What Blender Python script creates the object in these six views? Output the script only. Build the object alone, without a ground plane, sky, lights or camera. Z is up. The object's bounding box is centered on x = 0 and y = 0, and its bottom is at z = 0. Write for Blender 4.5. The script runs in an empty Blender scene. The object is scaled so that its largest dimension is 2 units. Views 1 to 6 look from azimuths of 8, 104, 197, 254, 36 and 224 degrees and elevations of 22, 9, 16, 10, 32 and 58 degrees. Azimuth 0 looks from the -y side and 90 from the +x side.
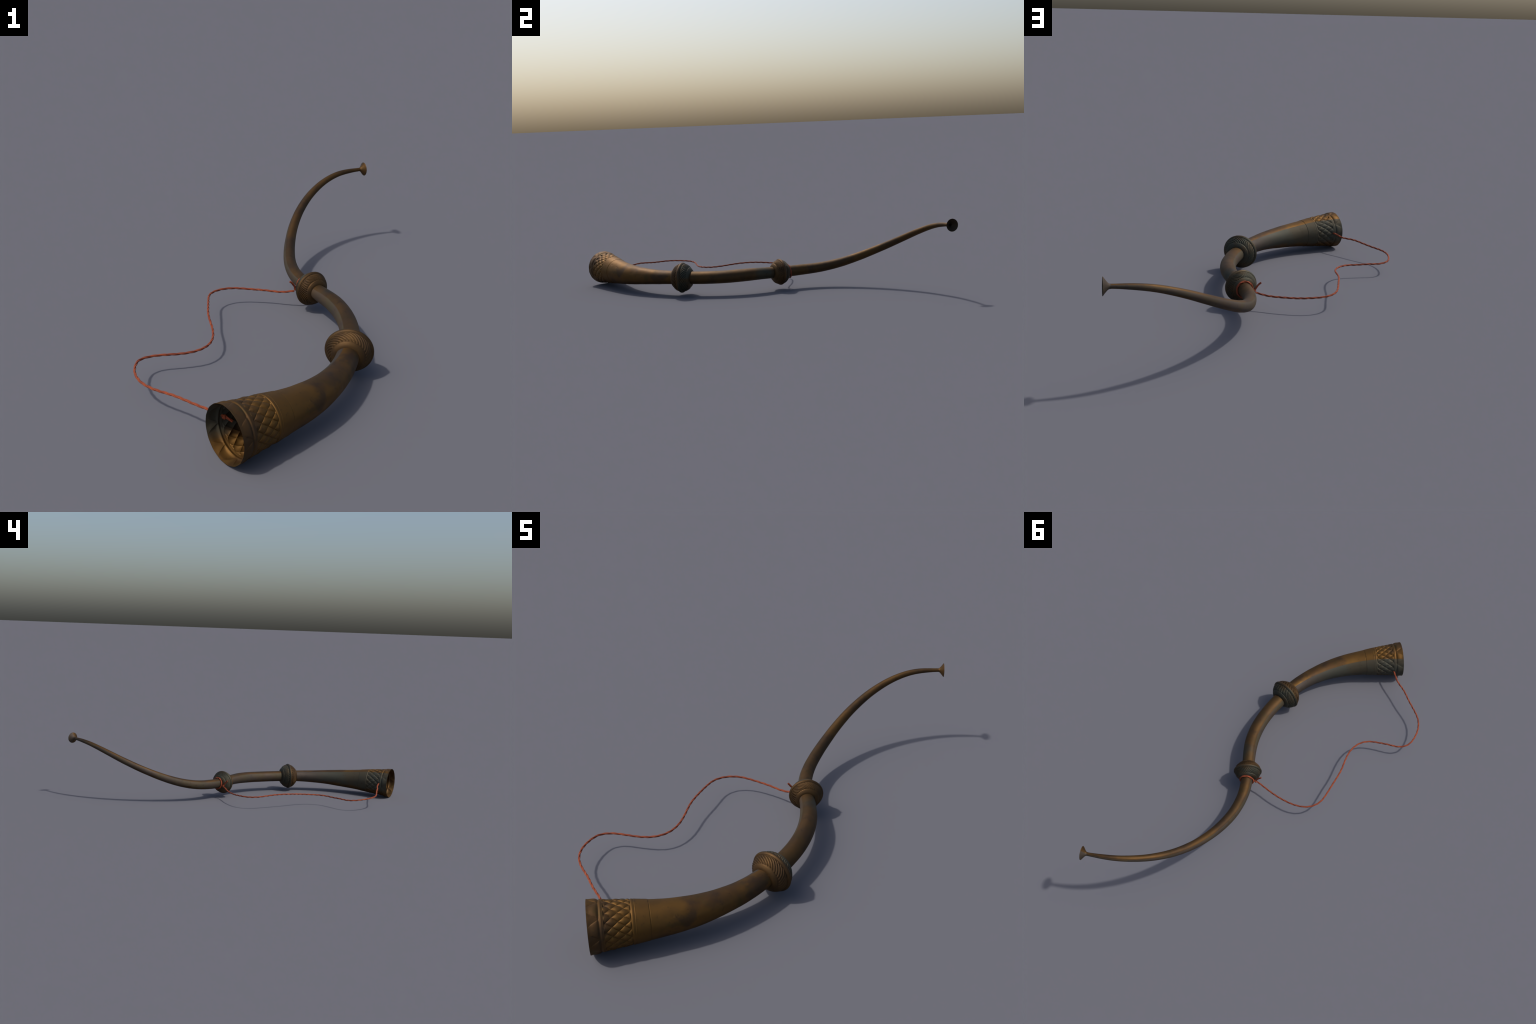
"""A long curved bronze horn: petal-edged bell, quilted lattice band, two
twisted knobs, a slender lead pipe with a flared mouthpiece, and a red cord."""
import bpy
import math
import numpy as np

TAU = 2 * math.pi

# ------------------------------------------------------------------ centre line
# spine of the horn, bell mouth first, mouthpiece last (about 13 cm apart)
SPINE = [(-.0107, -.9398, .0877), (.0838, -.8366, .0866), (.1697, -.7333, .0846),
         (.2349, -.6207, .0852), (.2753, -.4970, .0860), (.2901, -.3659, .0871),
         (.2839, -.2352, .0876), (.2551, -.1131, .0903), (.2003, -.0054, .0923),
         (.1236, .0910, .0885), (.0522, .1922, .0873), (.0067, .3079, .0972),
         (-.0148, .4340, .1276), (-.0169, .5638, .1757), (.0054, .6891, .2315),
         (.0565, .8021, .2864), (.1373, .8984, .3267), (.2486, .9750, .3403)]
# path of the cord from the hole in the bell to the knot behind the second knob
CORD = [(-.0395, -.8474, .0905), (-.0858, -.8174, .0835), (-.1428, -.7936, .0834),
        (-.2011, -.7628, .0794), (-.2606, -.7344, .0719), (-.3131, -.7006, .0692),
        (-.3485, -.6524, .0673), (-.3649, -.5994, .0641), (-.3643, -.5525, .0612),
        (-.3403, -.5179, .0583), (-.2959, -.4935, .0581), (-.2454, -.4680, .0563),
        (-.2015, -.4362, .0578), (-.1764, -.3909, .0592), (-.1739, -.3362, .0623),
        (-.1913, -.2750, .0687), (-.2178, -.2092, .0751), (-.2354, -.1386, .0776),
        (-.2496, -.0705, .0746), (-.2546, -.0104, .0698), (-.2339, .0386, .0669),
        (-.1885, .0733, .0653), (-.1263, .0918, .0615), (-.0586, .1006, .0599),
        (.0044, .1026, .0605), (.0480, .1064, .0690)]

# radius of the tube along the spine (distance from the mouth, radius)
RADII = [(0, .0887), (.02, .0855), (.04, .0826), (.09, .0772), (.14, .0716), (.19, .0652), (.26, .0580),
         (.33, .0520), (.40, .0457), (.50, .0385), (.60, .0343), (.70, .0324),
         (.80, .0320), (.90, .0322), (1.0, .0320), (1.1, .0300), (1.18, .0288),
         (1.25, .0282), (1.33, .0268), (1.44, .0250), (1.55, .0230), (1.65, .0209),
         (1.75, .0190), (1.85, .0172), (1.95, .0152), (2.05, .0130), (2.1, .0118),
         (2.15, .0101), (2.19, .0083), (2.205, .0079)]
KNOB_A, KNOB_B = .667, 1.183        # where the two knobs sit
PIPE_END = 2.205                    # the mouthpiece starts here


def spline(points, n):
    """Natural cubic spline through the points, resampled by arc length."""
    p = np.array(points, float)
    t = np.r_[0, np.cumsum(np.linalg.norm(np.diff(p, axis=0), axis=1))]
    k, h = len(t), np.diff(t)
    a = np.eye(k)
    b = np.zeros((k, p.shape[1]))
    for i in range(1, k - 1):
        a[i, i - 1:i + 2] = h[i - 1], 2 * (h[i - 1] + h[i]), h[i]
        b[i] = 6 * ((p[i + 1] - p[i]) / h[i] - (p[i] - p[i - 1]) / h[i - 1])
    m = np.linalg.solve(a, b)

    def at(x):
        i = np.clip(np.searchsorted(t, x) - 1, 0, k - 2)
        u, v, hh = (t[i + 1] - x)[:, None], (x - t[i])[:, None], h[i][:, None]
        return (m[i] * u ** 3 + m[i + 1] * v ** 3) / (6 * hh) + (p[i] / hh - m[i] * hh / 6) * u + (p[i + 1] / hh - m[i + 1] * hh / 6) * v
    fine = at(np.linspace(0, t[-1], n * 4))
    s = np.r_[0, np.cumsum(np.linalg.norm(np.diff(fine, axis=0), axis=1))]
    q = np.linspace(0, s[-1], n)
    return q, np.stack([np.interp(q, s, fine[:, i]) for i in range(p.shape[1])], 1)


S_AXIS, P_AXIS = spline(SPINE, 3000)
LENGTH = S_AXIS[-1]
# small corrections of the bend: (distance, towards the inside of the bend, upwards), in mm
NUDGE = np.array([(0, 0, .5), (.1, 1, 1.5), (.3, 2, 1.7), (.6, 2.5, 1.6), (.8, 2.8, .9), (.95, 3, .4), (1.1, 2, .5),
                  (1.2, .6, .7), (1.3, 2, 1.0), (1.45, 2, 1.0), (1.6, 1, .8), (1.8, 0, .5), (2.3, 0, 0)])
_t = np.gradient(P_AXIS, axis=0)
_w = np.cross(_t, [0, 0, 1.0])
_w /= np.linalg.norm(_w, axis=1, keepdims=True)
P_AXIS = P_AXIS - _w * np.interp(S_AXIS, NUDGE[:, 0], NUDGE[:, 1])[:, None] / 1000
P_AXIS[:, 2] += np.interp(S_AXIS, NUDGE[:, 0], NUDGE[:, 2]) / 1000
# the tube is a little wider than high round the first knob
OVAL = np.array([(0, 1), (.2, 1), (.4, 1.045), (.55, 1.095), (.62, 1.11), (.75, 1.09), (.9, 1.06), (1.1, 1.03),
                 (1.25, 1), (1.45, .97), (1.6, .97), (1.8, 1), (2.3, 1)])
T_AXIS = np.gradient(P_AXIS, axis=0)
T_AXIS /= np.linalg.norm(T_AXIS, axis=1, keepdims=True)
R_S, R_V = spline([(x, y * 10) for x, y in RADII], 4000)[1].T
R_V = R_V / 10


def lerp(s, table):
    return np.stack([np.interp(s, S_AXIS, table[:, i]) for i in range(3)], -1)


def frame(s):
    """Point, direction, upward and rightward normals of the spine at s."""
    s = np.asarray(s, float)
    c, t = lerp(s, P_AXIS), lerp(s, T_AXIS)
    t /= np.linalg.norm(t, axis=-1, keepdims=True)
    r = np.cross(t, [0, 0, 1.0])
    r /= np.linalg.norm(r, axis=-1, keepdims=True)
    return c, t, np.cross(r, t), r


def radius(s):
    return np.interp(s, R_S, R_V)


def smooth(x, a, b):
    t = np.clip((x - a) / (b - a), 0, 1)
    return t * t * (3 - 2 * t)


# ------------------------------------------------------------------ materials
class Nodes:
    def __init__(self, name):
        self.mat = bpy.data.materials.new(name)
        self.mat.use_nodes = True
        self.t = self.mat.node_tree
        self.bsdf = self.t.nodes["Principled BSDF"]
        self.co = self.t.nodes.new("ShaderNodeTexCoord").outputs["Object"]

    def put(self, socket, v):
        if hasattr(v, "is_linked"):
            self.t.links.new(v, socket)
        elif isinstance(v, (tuple, list)) and len(v) == 3 and socket.type == 'RGBA':
            socket.default_value = (*v, 1)
        else:
            socket.default_value = v

    def math(self, op, a, b=0.0, clamp=False):
        n = self.t.nodes.new("ShaderNodeMath")
        n.operation, n.use_clamp = op, clamp
        self.put(n.inputs[0], a)
        self.put(n.inputs[1], b)
        return n.outputs[0]

    def noise(self, scale, detail=4, rough=.55, distort=0, co=None, shift=(0, 0, 0), stretch=(1, 1, 1)):
        m = self.t.nodes.new("ShaderNodeMapping")
        self.put(m.inputs["Vector"], co or self.co)
        m.inputs["Location"].default_value = shift
        m.inputs["Scale"].default_value = stretch
        n = self.t.nodes.new("ShaderNodeTexNoise")
        self.t.links.new(m.outputs[0], n.inputs["Vector"])
        n.inputs["Scale"].default_value = scale
        n.inputs["Detail"].default_value = detail
        n.inputs["Roughness"].default_value = rough
        n.inputs["Distortion"].default_value = distort
        return n.outputs["Fac"]

    def step(self, v, lo, hi):
        n = self.t.nodes.new("ShaderNodeMapRange")
        n.interpolation_type = 'SMOOTHSTEP'
        self.put(n.inputs["Value"], v)
        n.inputs["From Min"].default_value = lo
        n.inputs["From Max"].default_value = hi
        return n.outputs[0]

    def mix(self, f, a, b, how='MIX'):
        n = self.t.nodes.new("ShaderNodeMix")
        n.data_type, n.blend_type = 'RGBA', how
        self.put(n.inputs["Factor"], f)
        self.put(n.inputs[6], a)
        self.put(n.inputs[7], b)
        return n.outputs[2]

    def xyz(self):
        n = self.t.nodes.new("ShaderNodeSeparateXYZ")
        self.t.links.new(self.co, n.inputs[0])
        return n.outputs

    def finish(self, colour, metallic, rough, bumps):
        self.put(self.bsdf.inputs["Base Color"], colour)
        self.put(self.bsdf.inputs["Metallic"], metallic)
        self.put(self.bsdf.inputs["Roughness"], rough)
        last = None
        for height, strength, distance in bumps:
            b = self.t.nodes.new("ShaderNodeBump")
            b.inputs["Strength"].default_value = strength
            b.inputs["Distance"].default_value = distance
            self.put(b.inputs["Height"], height)
            if last:
                self.t.links.new(last, b.inputs["Normal"])
            last = b.outputs[0]
        if last:
            self.t.links.new(last, self.bsdf.inputs["Normal"])
        return self.mat


BROWN = (.082, .043, .016)
GOLD = (.122, .060, .014)
DARK = (.044, .028, .018)
OLIVE = (.072, .049, .014)
GREEN = (.054, .056, .042)
GREEN_B = (.058, .050, .032)
GREY = (.052, .042, .035)
TEAL = (.046, .060, .050)
OCHRE = (.136, .068, .015)
STAIN = (.028, .017, .010)
RUBBED = (.17, .092, .032)


def bronze(name, kind):
    n = Nodes(name)
    big = n.noise(7.5, 4, .55, .4)
    mid = n.noise(16, 5, .6, .6, shift=(3.1, 1.7, .4))
    fine = n.noise(60, 5, .65, .3, shift=(.3, 7.1, 2.4))
    c = n.mix(n.step(big, .40, .62), BROWN, GOLD)
    c = n.mix(n.math('MULTIPLY', n.step(mid, .52, .70), .75), c, OLIVE)
    c = n.mix(n.math('MULTIPLY', n.step(n.noise(11, 5, .62, .25, shift=(9, 2, 5)), .50, .66), .68), c, DARK)
    c = n.mix(n.math('MULTIPLY', n.step(n.noise(6.5, 3, .5, .2, shift=(1, 6, 3)), .50, .64), .7), c, OCHRE)
    x, y, z = n.xyz()
    dull = 0.0
    if kind == "bell":
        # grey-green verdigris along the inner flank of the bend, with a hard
        # edge above and a ragged one below; it thins out towards the first knob
        d = n.math('SUBTRACT', n.math('SQRT', n.math('ADD', n.math('POWER', n.math('SUBTRACT', x, ARC[0]), 2),
                                                  n.math('POWER', n.math('SUBTRACT', y, ARC[1]), 2))), ARC[2])
        angle = n.math('ARCTAN2', d, n.math('SUBTRACT', z, .0866))
        ragged = n.math('ADD', angle, n.math('MULTIPLY', n.math('SUBTRACT', mid, .5), .9))
        g = n.math('MULTIPLY', n.step(angle, -.590, -.600), n.step(ragged, -2.45, -1.85))
        green = n.mix(n.step(big, .42, .62), GREEN, GREEN_B)
        green = n.mix(n.step(y, -.66, -.46), green, GREY)
        c = n.mix(n.math('MULTIPLY', g, .93), c, green)
        dull = n.math('MULTIPLY', g, .10)
    elif kind == "grey_pipe":
        c = n.mix(n.math('ADD', n.math('MULTIPLY', n.step(big, .35, .6), .3), .6), c, n.mix(n.step(mid, .4, .6), GREY, GREEN_B))
        dull = .10
    elif kind == "pipe":
        c = n.mix(.46, c, (.040, .026, .015))
        # soft teal-green patch beside the second knob, low on the outer side of the bend
        dx, dy, dz = (n.math('SUBTRACT', v, q) for v, q in zip((x, y, z), (.195, .045, .075)))
        r = n.math('SQRT', n.math('ADD', n.math('ADD', n.math('POWER', dx, 2), n.math('POWER', dy, 2)), n.math('POWER', dz, 2)))
        g = n.step(n.math('ADD', r, n.math('MULTIPLY', n.math('SUBTRACT', mid, .5), .06)), .080, .020)
        c = n.mix(n.math('MULTIPLY', g, .55), c, (.036, .054, .045))
    elif kind == "knob":
        # verdigris on the half that looks towards the mouthpiece
        zz = n.math('ADD', z, n.math('MULTIPLY', n.math('SUBTRACT', mid, .5), .006))
        g = n.step(zz, .0000, .0025)
        g = n.math('MULTIPLY', g, n.math('ADD', n.math('MULTIPLY', n.step(mid, .38, .6), .42), .22))
        c = n.mix(.55, c, (.048, .030, .016))
        c = n.mix(g, c, TEAL)
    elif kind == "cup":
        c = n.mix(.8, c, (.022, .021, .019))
    # tarnish in flecks and pale rubbed flecks
    c = n.mix(n.math('MULTIPLY', n.step(fine, .58, .74), .6), c, STAIN)
    c = n.mix(n.math('MULTIPLY', n.step(n.noise(34, 6, .7, 1.2, shift=(5, 5, 1)), .64, .76), .35), c, RUBBED)
    rough = n.math('ADD', n.math('ADD', .50, n.math('MULTIPLY', mid, .22)), dull)
    return n.finish(c, n.math('SUBTRACT', .82, n.math('MULTIPLY', dull, 2.4)), rough, [(fine, .12, .0010), (n.noise(24, 3, .5, .5, shift=(2, 8, 8)), .10, .003)])


def cord_material():
    n = Nodes("red_cord")
    c = n.mix(n.step(n.noise(55, 4, .6), .35, .68), (.180, .030, .008), (.255, .050, .012))
    c = n.mix(n.math('MULTIPLY', n.step(n.noise(12, 3, .6, shift=(4, 4, 4)), .5, .72), .5), c, (.13, .022, .008))
    return n.finish(c, 0, .85, [(n.noise(420, 3, .6, stretch=(1, 1, 1)), .5, .0008)])


# ------------------------------------------------------------------ mesh helpers
def add_mesh(name, verts, faces, mat, parent, normals=None, origin=None):
    me = bpy.data.meshes.new(name)
    me.from_pydata(np.asarray(verts).tolist(), [], faces)
    me.materials.append(mat)
    me.polygons.foreach_set("use_smooth", np.ones(len(me.polygons), bool))
    me.update()
    if normals is not None:
        me.normals_split_custom_set_from_vertices(np.asarray(normals).tolist())
    ob = bpy.data.objects.new(name, me)
    bpy.context.scene.collection.objects.link(ob)
    ob.parent = parent
    return ob


def grid_faces(rows, cols, flip=False, base=0):
    i, j = np.meshgrid(np.arange(rows - 1), np.arange(cols), indexing='ij')
    k = (j + 1) % cols
    f = np.stack([i * cols + j, i * cols + k, (i + 1) * cols + k, (i + 1) * cols + j], -1).reshape(-1, 4) + base
    return (f[:, ::-1] if flip else f).tolist()


def grid_normals(g):
    du = np.gradient(g, axis=0)
    dv = np.roll(g, -1, 1) - np.roll(g, 1, 1)
    n = np.cross(dv, du)
    return n / (np.linalg.norm(n, axis=-1, keepdims=True) + 1e-20)


def wall(s, theta, r):
    """Grid of points at angle theta and radius r(s, theta) round the spine; theta 0 is up."""
    c, t, u, w = frame(s)
    w = w * np.interp(s, OVAL[:, 0], OVAL[:, 1])[:, None]
    d = np.cos(theta)[None, :, None] * u[:, None] + np.sin(theta)[None, :, None] * w[:, None]
    return c[:, None] + d * r[..., None]


def shell_parts(s, cols, relief, thick, cuts, mats, names, parents, close=(True, True), second=None):
    """Two-walled tube along s, cut at the given s values into parts whose borders coincide."""
    th = np.arange(cols) / cols * TAU
    h = relief(s[:, None], th[None, :])
    r0 = radius(s)[:, None] + h
    outer, inner = wall(s, th, r0), wall(s, th, np.maximum(r0 - thick, .0015))
    no, ni = grid_normals(outer), -grid_normals(inner)
    edges = [0] + [int(np.argmin(abs(s - c))) for c in cuts] + [len(s) - 1]
    made = []
    for k in range(len(edges) - 1):
        a, b = edges[k], edges[k + 1] + 1
        rows = b - a
        v = np.vstack([outer[a:b].reshape(-1, 3), inner[a:b].reshape(-1, 3)])
        nn = np.vstack([no[a:b].reshape(-1, 3), ni[a:b].reshape(-1, 3)])
        f = grid_faces(rows, cols) + grid_faces(rows, cols, True, rows * cols)
        for end, row in ((0, 0), (1, rows - 1)):
            if (end == 0 and k == 0 and close[0]) or (end == 1 and k == len(edges) - 2 and close[1]):
                j = np.arange(cols)
                q = np.stack([row * cols + j, row * cols + (j + 1) % cols,
                              (rows + row) * cols + (j + 1) % cols, (rows + row) * cols + j], -1)
                f += (q[:, ::-1] if end == 0 else q).tolist()
        par = parents[k] if not isinstance(parents[k], int) else made[parents[k]]
        ob = add_mesh(names[k], v, f, mats[k], par, nn)
        if second:                             # dull grey stripe along the inner flank of the bend
            ob.data.materials.append(second)
            ss, tt = np.meshgrid((s[a:b - 1] + s[a + 1:b]) / 2, th + TAU / cols / 2, indexing='ij')
            stripe = grey_stripe(ss, tt).astype(np.int32).ravel()
            idx = np.zeros(len(f), np.int32)
            idx[:2 * len(stripe)] = np.tile(stripe, 2)
            ob.data.polygons.foreach_set("material_index", idx)
        made.append(ob)
    return made


# ------------------------------------------------------------------ relief of the bell
LIP_END, BEAD_END, BAND_END, RING_END, COLLAR_END = .0385, .0505, .1330, .1480, .1915
CELLS, PETALS = 16, 8


def soft_bead(s, mid, half, height):
    return height * np.clip(1 - ((s - mid) / half) ** 2, 0, None) ** 1.2


def bell_relief(s, th):
    s, th = np.broadcast_arrays(s, th)
    h = np.zeros(s.shape)
    # overlapping petals on the lip: base on the bead, round tip at the rim
    a = (th - math.radians(11.25)) / (TAU / PETALS)
    near = np.abs(a - np.round(a)) * 2                     # 0 on a petal's middle, 1 between two
    side = a - np.round(a)
    x = np.clip((s + .004) / (LIP_END + .004), 0, 1)
    half = .98 * x ** .62
    inside = np.clip(1 - near / np.maximum(half, 1e-3), -1, 1)
    lip = 1 - smooth(s, LIP_END - .004, LIP_END)
    belly = np.sqrt(np.clip(1 - (1 - np.clip(inside, 0, 1)) ** 2.2, 0, 1))
    pillow = belly * (.0012 + .0022 * smooth(s, .004, .024) * (1 - .9 * smooth(s, .026, LIP_END)))
    between = .0012 * smooth(near, .55, 1.0) * (1 - smooth(s, .004, .030)) * (1 - smooth(inside, -.05, .1))
    rim = .40 + .60 * smooth(s, .0, .012)
    h += lip * rim * (pillow + between - .0012)
    h -= .0016 * np.exp(-((s - LIP_END + .0025) / .0035) ** 2)       # hollow beside the bead
    # double bead between lip and lattice
    h += soft_bead(s, .0432, .0052, .0011) + soft_bead(s, .0490, .0028, .0006)
    # quilted lattice: two families of oblique lines, 16 cells round, two long
    u = (s - .0550) / .0392
    w = (th + math.radians(.5)) / (TAU / CELLS)
    p, q = w + u, w - u
    fp, fq = p - np.floor(p), q - np.floor(q)
    across = lambda f, lean: np.sin(math.pi * f ** lean)     # round cushion whose crown leans to one side
    cushion = np.clip(across(fp, .88), 0, 1) ** .46 * np.clip(across(fq, 1.25), 0, 1) ** .46
    band = smooth(s, BEAD_END - .0005, BEAD_END + .0012) * (1 - smooth(s, BAND_END - .0015, BAND_END + .0005))
    h += band * (.0050 * cushion - .0038)
    h -= .0014 * np.exp(-((s - BAND_END - .001) / .0018) ** 2)
    # ring and plain collar with a small step at its end
    h += soft_bead(s, .1400, .0050, .0011) + soft_bead(s, .1458, .0036, .0006)
    h += .0009 * smooth(s, RING_END - .002, RING_END) * (1 - smooth(s, COLLAR_END - .0008, COLLAR_END + .0008))
    h -= .0008 * np.exp(-((s - COLLAR_END) / .0011) ** 2)
    # dents from use on the plain part
    wob = (np.sin(9.1 * s * 7 + 3 * th) * np.sin(2 * th + 21 * s) + .6 * np.sin(5 * th - 33 * s + 1.3))
    h += .00022 * wob * smooth(s, .15, .22)
    for ds, dt, w1, w2, depth in ((.262, 48, .0045, 5, .0009), (.275, 52, .003, 4, .0007), (.215, 44, .006, 6, .0006),
                                  (.385, 70, .011, 10, .0008), (.43, 82, .012, 12, .0006), (.30, 98, .012, 8, .0006),
                                  (.235, 306, .008, 7, .0006), (.36, 20, .012, 10, .0005)):
        da = (th - math.radians(dt) + math.pi) % TAU - math.pi
        h -= depth * np.exp(-((s - ds) / w1) ** 2 - (da / math.radians(w2)) ** 2)
    return h


def plain_relief(s, th):
    s, th = np.broadcast_arrays(s, th)
    return .00018 * (np.sin(3 * th + 19 * s) * np.sin(31 * s) + .7 * np.sin(2 * th - 13 * s))


def grey_stripe(s, th):
    """Where the pipe has dulled to grey: upper edge straight, lower edge ragged."""
    d = np.degrees((th + math.pi) % TAU - math.pi)
    low = -128 + 10 * np.sin(23 * s) + 6 * np.sin(61 * s + 1) + 4 * np.sin(140 * s)
    return (d < -47 + 4 * np.sin(9 * s)) & (d > low)


# ------------------------------------------------------------------ knobs
def knob_profile(a, scale, tube):
    """Radius of a knob at distance a from its middle (both for a 7.6 cm knob)."""
    pts = [(0, .0768), (.0030, .0762), (.0060, .0742), (.0082, .0722), (.0094, .0702),
           (.0140, .0702), (.0200, .0682), (.0260, .0650), (.0310, .0612), (.0360, .0560),
           (.0388, .0520), (.0400, .0516), (.0425, .0496), (.0455, .0458), (.0485, .0405), (.0505, .0330)]
    t = np.array(pts)
    fine = spline(np.c_[t[:, 0], t[:, 1]].tolist(), 400)[1]
    b = np.abs(a) / scale
    return np.maximum(np.interp(b, fine[:, 0], fine[:, 1]) * scale, tube - .003)


def make_knob(s0, scale, flutes, mat, parent, twist=40, wide=1.0, turn=0.0):
    c, t, u, w = (v[0] for v in frame(np.array([s0])))
    t, w = t - turn * w, w + turn * t          # seated slightly askew on the pipe
    t, w = t / np.linalg.norm(t), w / np.linalg.norm(w)
    rows, cols = 181, flutes * 14
    a = np.linspace(-.0505, .0505, rows) * scale
    th = np.arange(cols) / cols * TAU
    r = knob_profile(a, scale, radius(s0))[:, None] * np.ones((1, cols))
    b = np.abs(a) / scale
    zone = smooth(b, .0092, .0110) * (1 - smooth(b, .0365, .0390))
    x = np.clip((b - .0095) / .029, 0, 1)
    # flutes wind clockwise inwards on both faces
    shift = -np.sign(a) * math.radians(twist) * (1 - x)
    ph = (th[None] * flutes / TAU + (shift * flutes / TAU)[:, None])
    f = ph - np.floor(ph)
    ridge = (1 - np.abs(2 * f - 1) ** 3.2)
    worn = .80 + .20 * np.sin(3 * th + 1.1) * np.sin(5 * th)[None] * np.ones((rows, 1))
    r += zone[:, None] * scale * (.0046 * ridge * worn - .0038)
    r -= (scale * .0010 * np.exp(-((b - .0092) / .0008) ** 2))[:, None]
    # local frame: z along the pipe, x up, y to the right
    v = np.stack([r * np.cos(th), wide * r * np.sin(th), a[:, None] * np.ones((1, cols))], -1)
    nn = grid_normals(v)
    ob = add_mesh("knob", v.reshape(-1, 3), grid_faces(rows, cols), mat, parent, nn.reshape(-1, 3))
    from mathutils import Matrix
    m = Matrix(((u[0], w[0], t[0], c[0]), (u[1], w[1], t[1], c[1]), (u[2], w[2], t[2], c[2]), (0, 0, 0, 1)))
    ob.matrix_world = m
    return ob


# ------------------------------------------------------------------ cord
def rope(name, path, mat, parent, strand=.00195, offset=.0024, pitch=.090, phase=0.0, sides=10, per_metre=900, smooth_path=True):
    """Three strands laid round a path."""
    n0 = 60 * len(path)
    s, p = spline(path, n0) if smooth_path else (None, np.array(path, float))
    n = max(8, int(s[-1] * per_metre))
    q = np.linspace(0, s[-1], n)
    p = np.stack([np.interp(q, s, p[:, i]) for i in range(3)], 1)
    t = np.gradient(p, axis=0)
    t /= np.linalg.norm(t, axis=1, keepdims=True)
    # frame carried along without twist
    nrm = np.zeros_like(p)
    ref = np.array([0, 0, 1.0]) if abs(t[0, 2]) < .9 else np.array([1.0, 0, 0])
    nrm[0] = np.cross(t[0], ref)
    nrm[0] /= np.linalg.norm(nrm[0])
    for i in range(1, n):
        v = nrm[i - 1] - t[i] * (nrm[i - 1] @ t[i])
        nrm[i] = v / np.linalg.norm(v)
    bi = np.cross(t, nrm)
    verts, faces, base = [], [], 0
    ring = np.arange(sides) / sides * TAU
    for k in range(4):                      # three strands and a core
        a = q / pitch * TAU + k * TAU / 3 + phase
        if k == 3:
            offset, strand = 0, strand * 1.35
        e = np.cos(a)[:, None] * nrm + np.sin(a)[:, None] * bi
        c = p + offset * e
        g = c[:, None] + strand * (np.cos(ring)[None, :, None] * nrm[:, None] + np.sin(ring)[None, :, None] * bi[:, None])
        verts.append(g.reshape(-1, 3))
        faces += grid_faces(n, sides, False, base)
        faces.append((base + np.arange(sides))[::-1].tolist())
        faces.append((base + (n - 1) * sides + np.arange(sides)).tolist())
        base += n * sides
    ob = add_mesh(name, np.vstack(verts), faces, mat, parent)
    return ob


# ------------------------------------------------------------------ build
_, bp = spline(SPINE, 400)
bp = bp[bp[:, 1] < -.42]
bp = bp[bp[:, 0] < .292]
A = np.c_[2 * bp[:, :2], np.ones(len(bp))]
k0 = np.linalg.lstsq(A, (bp[:, :2] ** 2).sum(1), rcond=None)[0]
ARC = (float(k0[0]), float(k0[1]), float(math.sqrt(k0[2] + k0[0] ** 2 + k0[1] ** 2)))   # the bell follows this circle

horn = bpy.data.objects.new("curved_horn", None)
bpy.context.scene.collection.objects.link(horn)
horn["label"] = "long curved bronze horn with twisted knobs and red cord"
horn["category"] = "horn"

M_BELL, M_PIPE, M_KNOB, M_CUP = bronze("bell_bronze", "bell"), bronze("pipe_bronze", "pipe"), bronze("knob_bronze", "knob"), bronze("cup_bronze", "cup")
M_GREY = bronze("dull_bronze", "grey_pipe")
M_CORD = cord_material()

# bell: fine rows over the ornament, coarser on the plain part
s_bell = np.unique(np.r_[np.linspace(0, .052, 84), np.linspace(.052, .152, 134), np.linspace(.152, .20, 61), np.linspace(.20, KNOB_A, 150)].round(6))
cuts = [BEAD_END, BAND_END + .0005, COLLAR_END]
parts = shell_parts(s_bell, 512, bell_relief, .0018, cuts, [M_BELL] * 4, ["petal_lip", "lattice_band", "collar", "bell"], [horn] * 4)
for p in parts[:3]:
    p.parent = parts[3]

shell_parts(np.linspace(KNOB_A, KNOB_B, 300), 180, plain_relief, .0025, [], [M_PIPE], ["middle_tube"], [horn], second=M_GREY)
shell_parts(np.linspace(KNOB_B, PIPE_END, 600), 180, plain_relief, .0025, [], [M_PIPE], ["lead_pipe"], [horn], second=M_GREY)

make_knob(KNOB_A, 1.0, 30, M_KNOB, horn, wide=1.055)
make_knob(KNOB_B, .875, 36, M_KNOB, horn, wide=1.015, turn=.06)

# mouthpiece: a trumpet flare turned about the end of the spine
FLARE = [(0, .0081), (.004, .0084), (.0075, .0100), (.0115, .0135), (.0160, .0190), (.0205, .0247), (.0250, .0302), (.0256, .0306)]
c, t, u, w = (v[0] for v in frame(np.array([LENGTH - .001])))
start = frame(np.array([PIPE_END]))[0][0]
fl = spline(FLARE, 60)[1]
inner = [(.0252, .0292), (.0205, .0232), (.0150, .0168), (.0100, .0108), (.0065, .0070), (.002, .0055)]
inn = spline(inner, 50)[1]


def turn(name, profile, mat, flip):
    cols = 96
    th = np.arange(cols) / cols * TAU
    d = np.cos(th)[:, None] * u + np.sin(th)[:, None] * w
    end = np.array(SPINE[-1])
    base = end - t * .0276
    blend = np.clip(profile[:, 0] / .012, 0, 1)[:, None]
    centre = (base + t * profile[:, :1]) * 1.0
    g = centre[:, None] + d[None] * profile[:, 1][:, None, None]
    return add_mesh(name, g.reshape(-1, 3), grid_faces(len(profile), cols), mat, horn, grid_normals(g).reshape(-1, 3))


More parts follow.
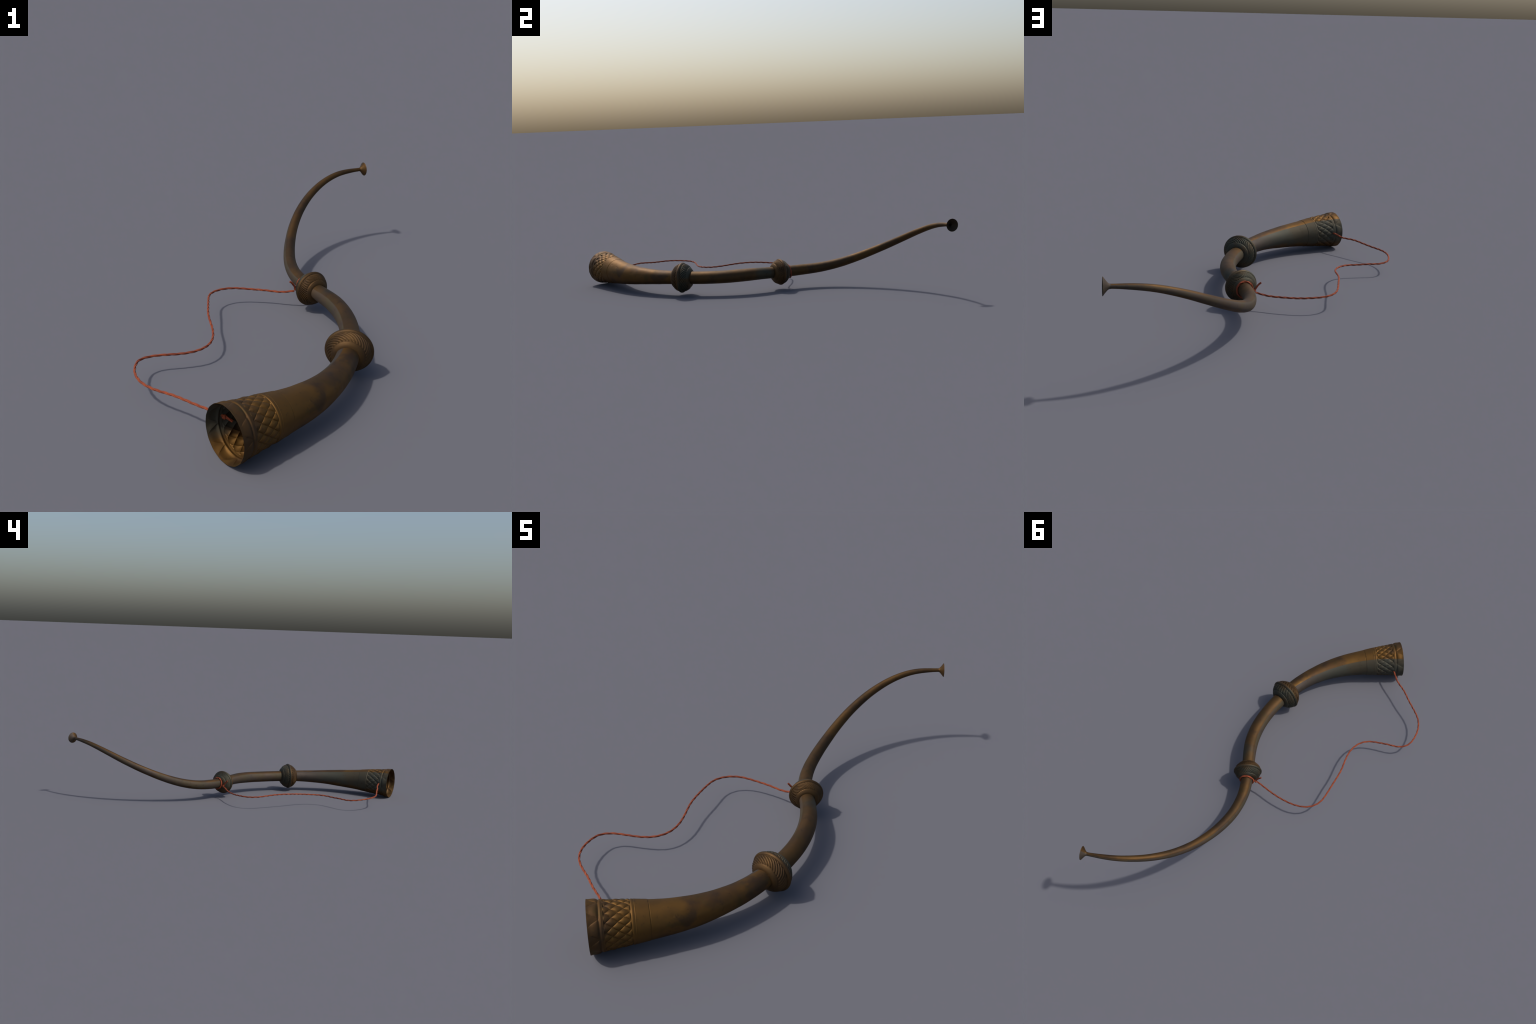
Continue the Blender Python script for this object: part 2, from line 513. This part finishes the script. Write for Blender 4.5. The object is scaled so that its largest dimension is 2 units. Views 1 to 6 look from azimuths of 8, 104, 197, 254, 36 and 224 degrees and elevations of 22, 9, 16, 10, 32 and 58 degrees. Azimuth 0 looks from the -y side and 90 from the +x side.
mouthpiece = turn("mouthpiece", np.vstack([fl, [[.0258, .0302]], [[.0253, .0293]]]), M_PIPE, False)
mouthpiece.data.materials.append(M_GREY)
flank = (np.degrees((np.arange(96) + .5) / 96 * TAU + math.pi) % 360) - 180
mouthpiece.data.polygons.foreach_set("material_index", np.tile(((flank < -8) & (flank > -165)).astype(np.int32), len(mouthpiece.data.polygons) // 96))
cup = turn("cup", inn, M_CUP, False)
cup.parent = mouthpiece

# cord: from inside the bell, through a hole in the bead, round to the second knob
cord_path = [(-.0300, -.8530, .0890)] + CORD
cord = rope("cord", cord_path, M_CORD, horn)

hole = np.array((-.0300, -.8530, .0890))


def knot(centre, axis, size, mat, parent, turns=2.2):
    """A tight wrap of cord."""
    axis = np.array(axis, float) / np.linalg.norm(axis)
    e = np.cross(axis, (.3, .2, .9))
    e /= np.linalg.norm(e)
    f = np.cross(axis, e)
    a = np.linspace(0, turns * TAU, 26)
    pts = [np.array(centre) + size * (math.cos(x) * e + math.sin(x) * f) + axis * (.0042 * (x / TAU - turns / 2)) for x in a]
    return rope("knot", pts, mat, parent, strand=.0014, offset=.0016, pitch=.05)


knot(hole + (.002, -.001, 0), (.75, -.6, .1), .0045, M_CORD, cord)
rope("loose_end", [hole + (.001, -.001, 0), hole + (.010, -.004, .000), hole + (.018, -.006, -.003), hole + (.026, -.007, -.008)], M_CORD, cord)

# loop round the lead pipe behind the second knob
s_loop = KNOB_B + .0505
pts = []
for a in np.linspace(math.radians(-98), math.radians(262), 40):
    ss = np.array([s_loop - .004 * math.cos(a - .3)])
    cc, tt, uu, ww = (v[0] for v in frame(ss))
    pts.append(cc + (radius(ss[0]) + .0042) * (math.cos(a) * uu + math.sin(a) * ww))
rope("loop", pts, M_CORD, cord)
knot((.0522, .1126, .0764), (-.2, -.3, .9), .0042, M_CORD, cord)
rope("loose_end", [(.0530, .1110, .0765), (.0495, .1075, .0855), (.0410, .1010, .0985), (.0305, .0943, .1105)], M_CORD, cord)
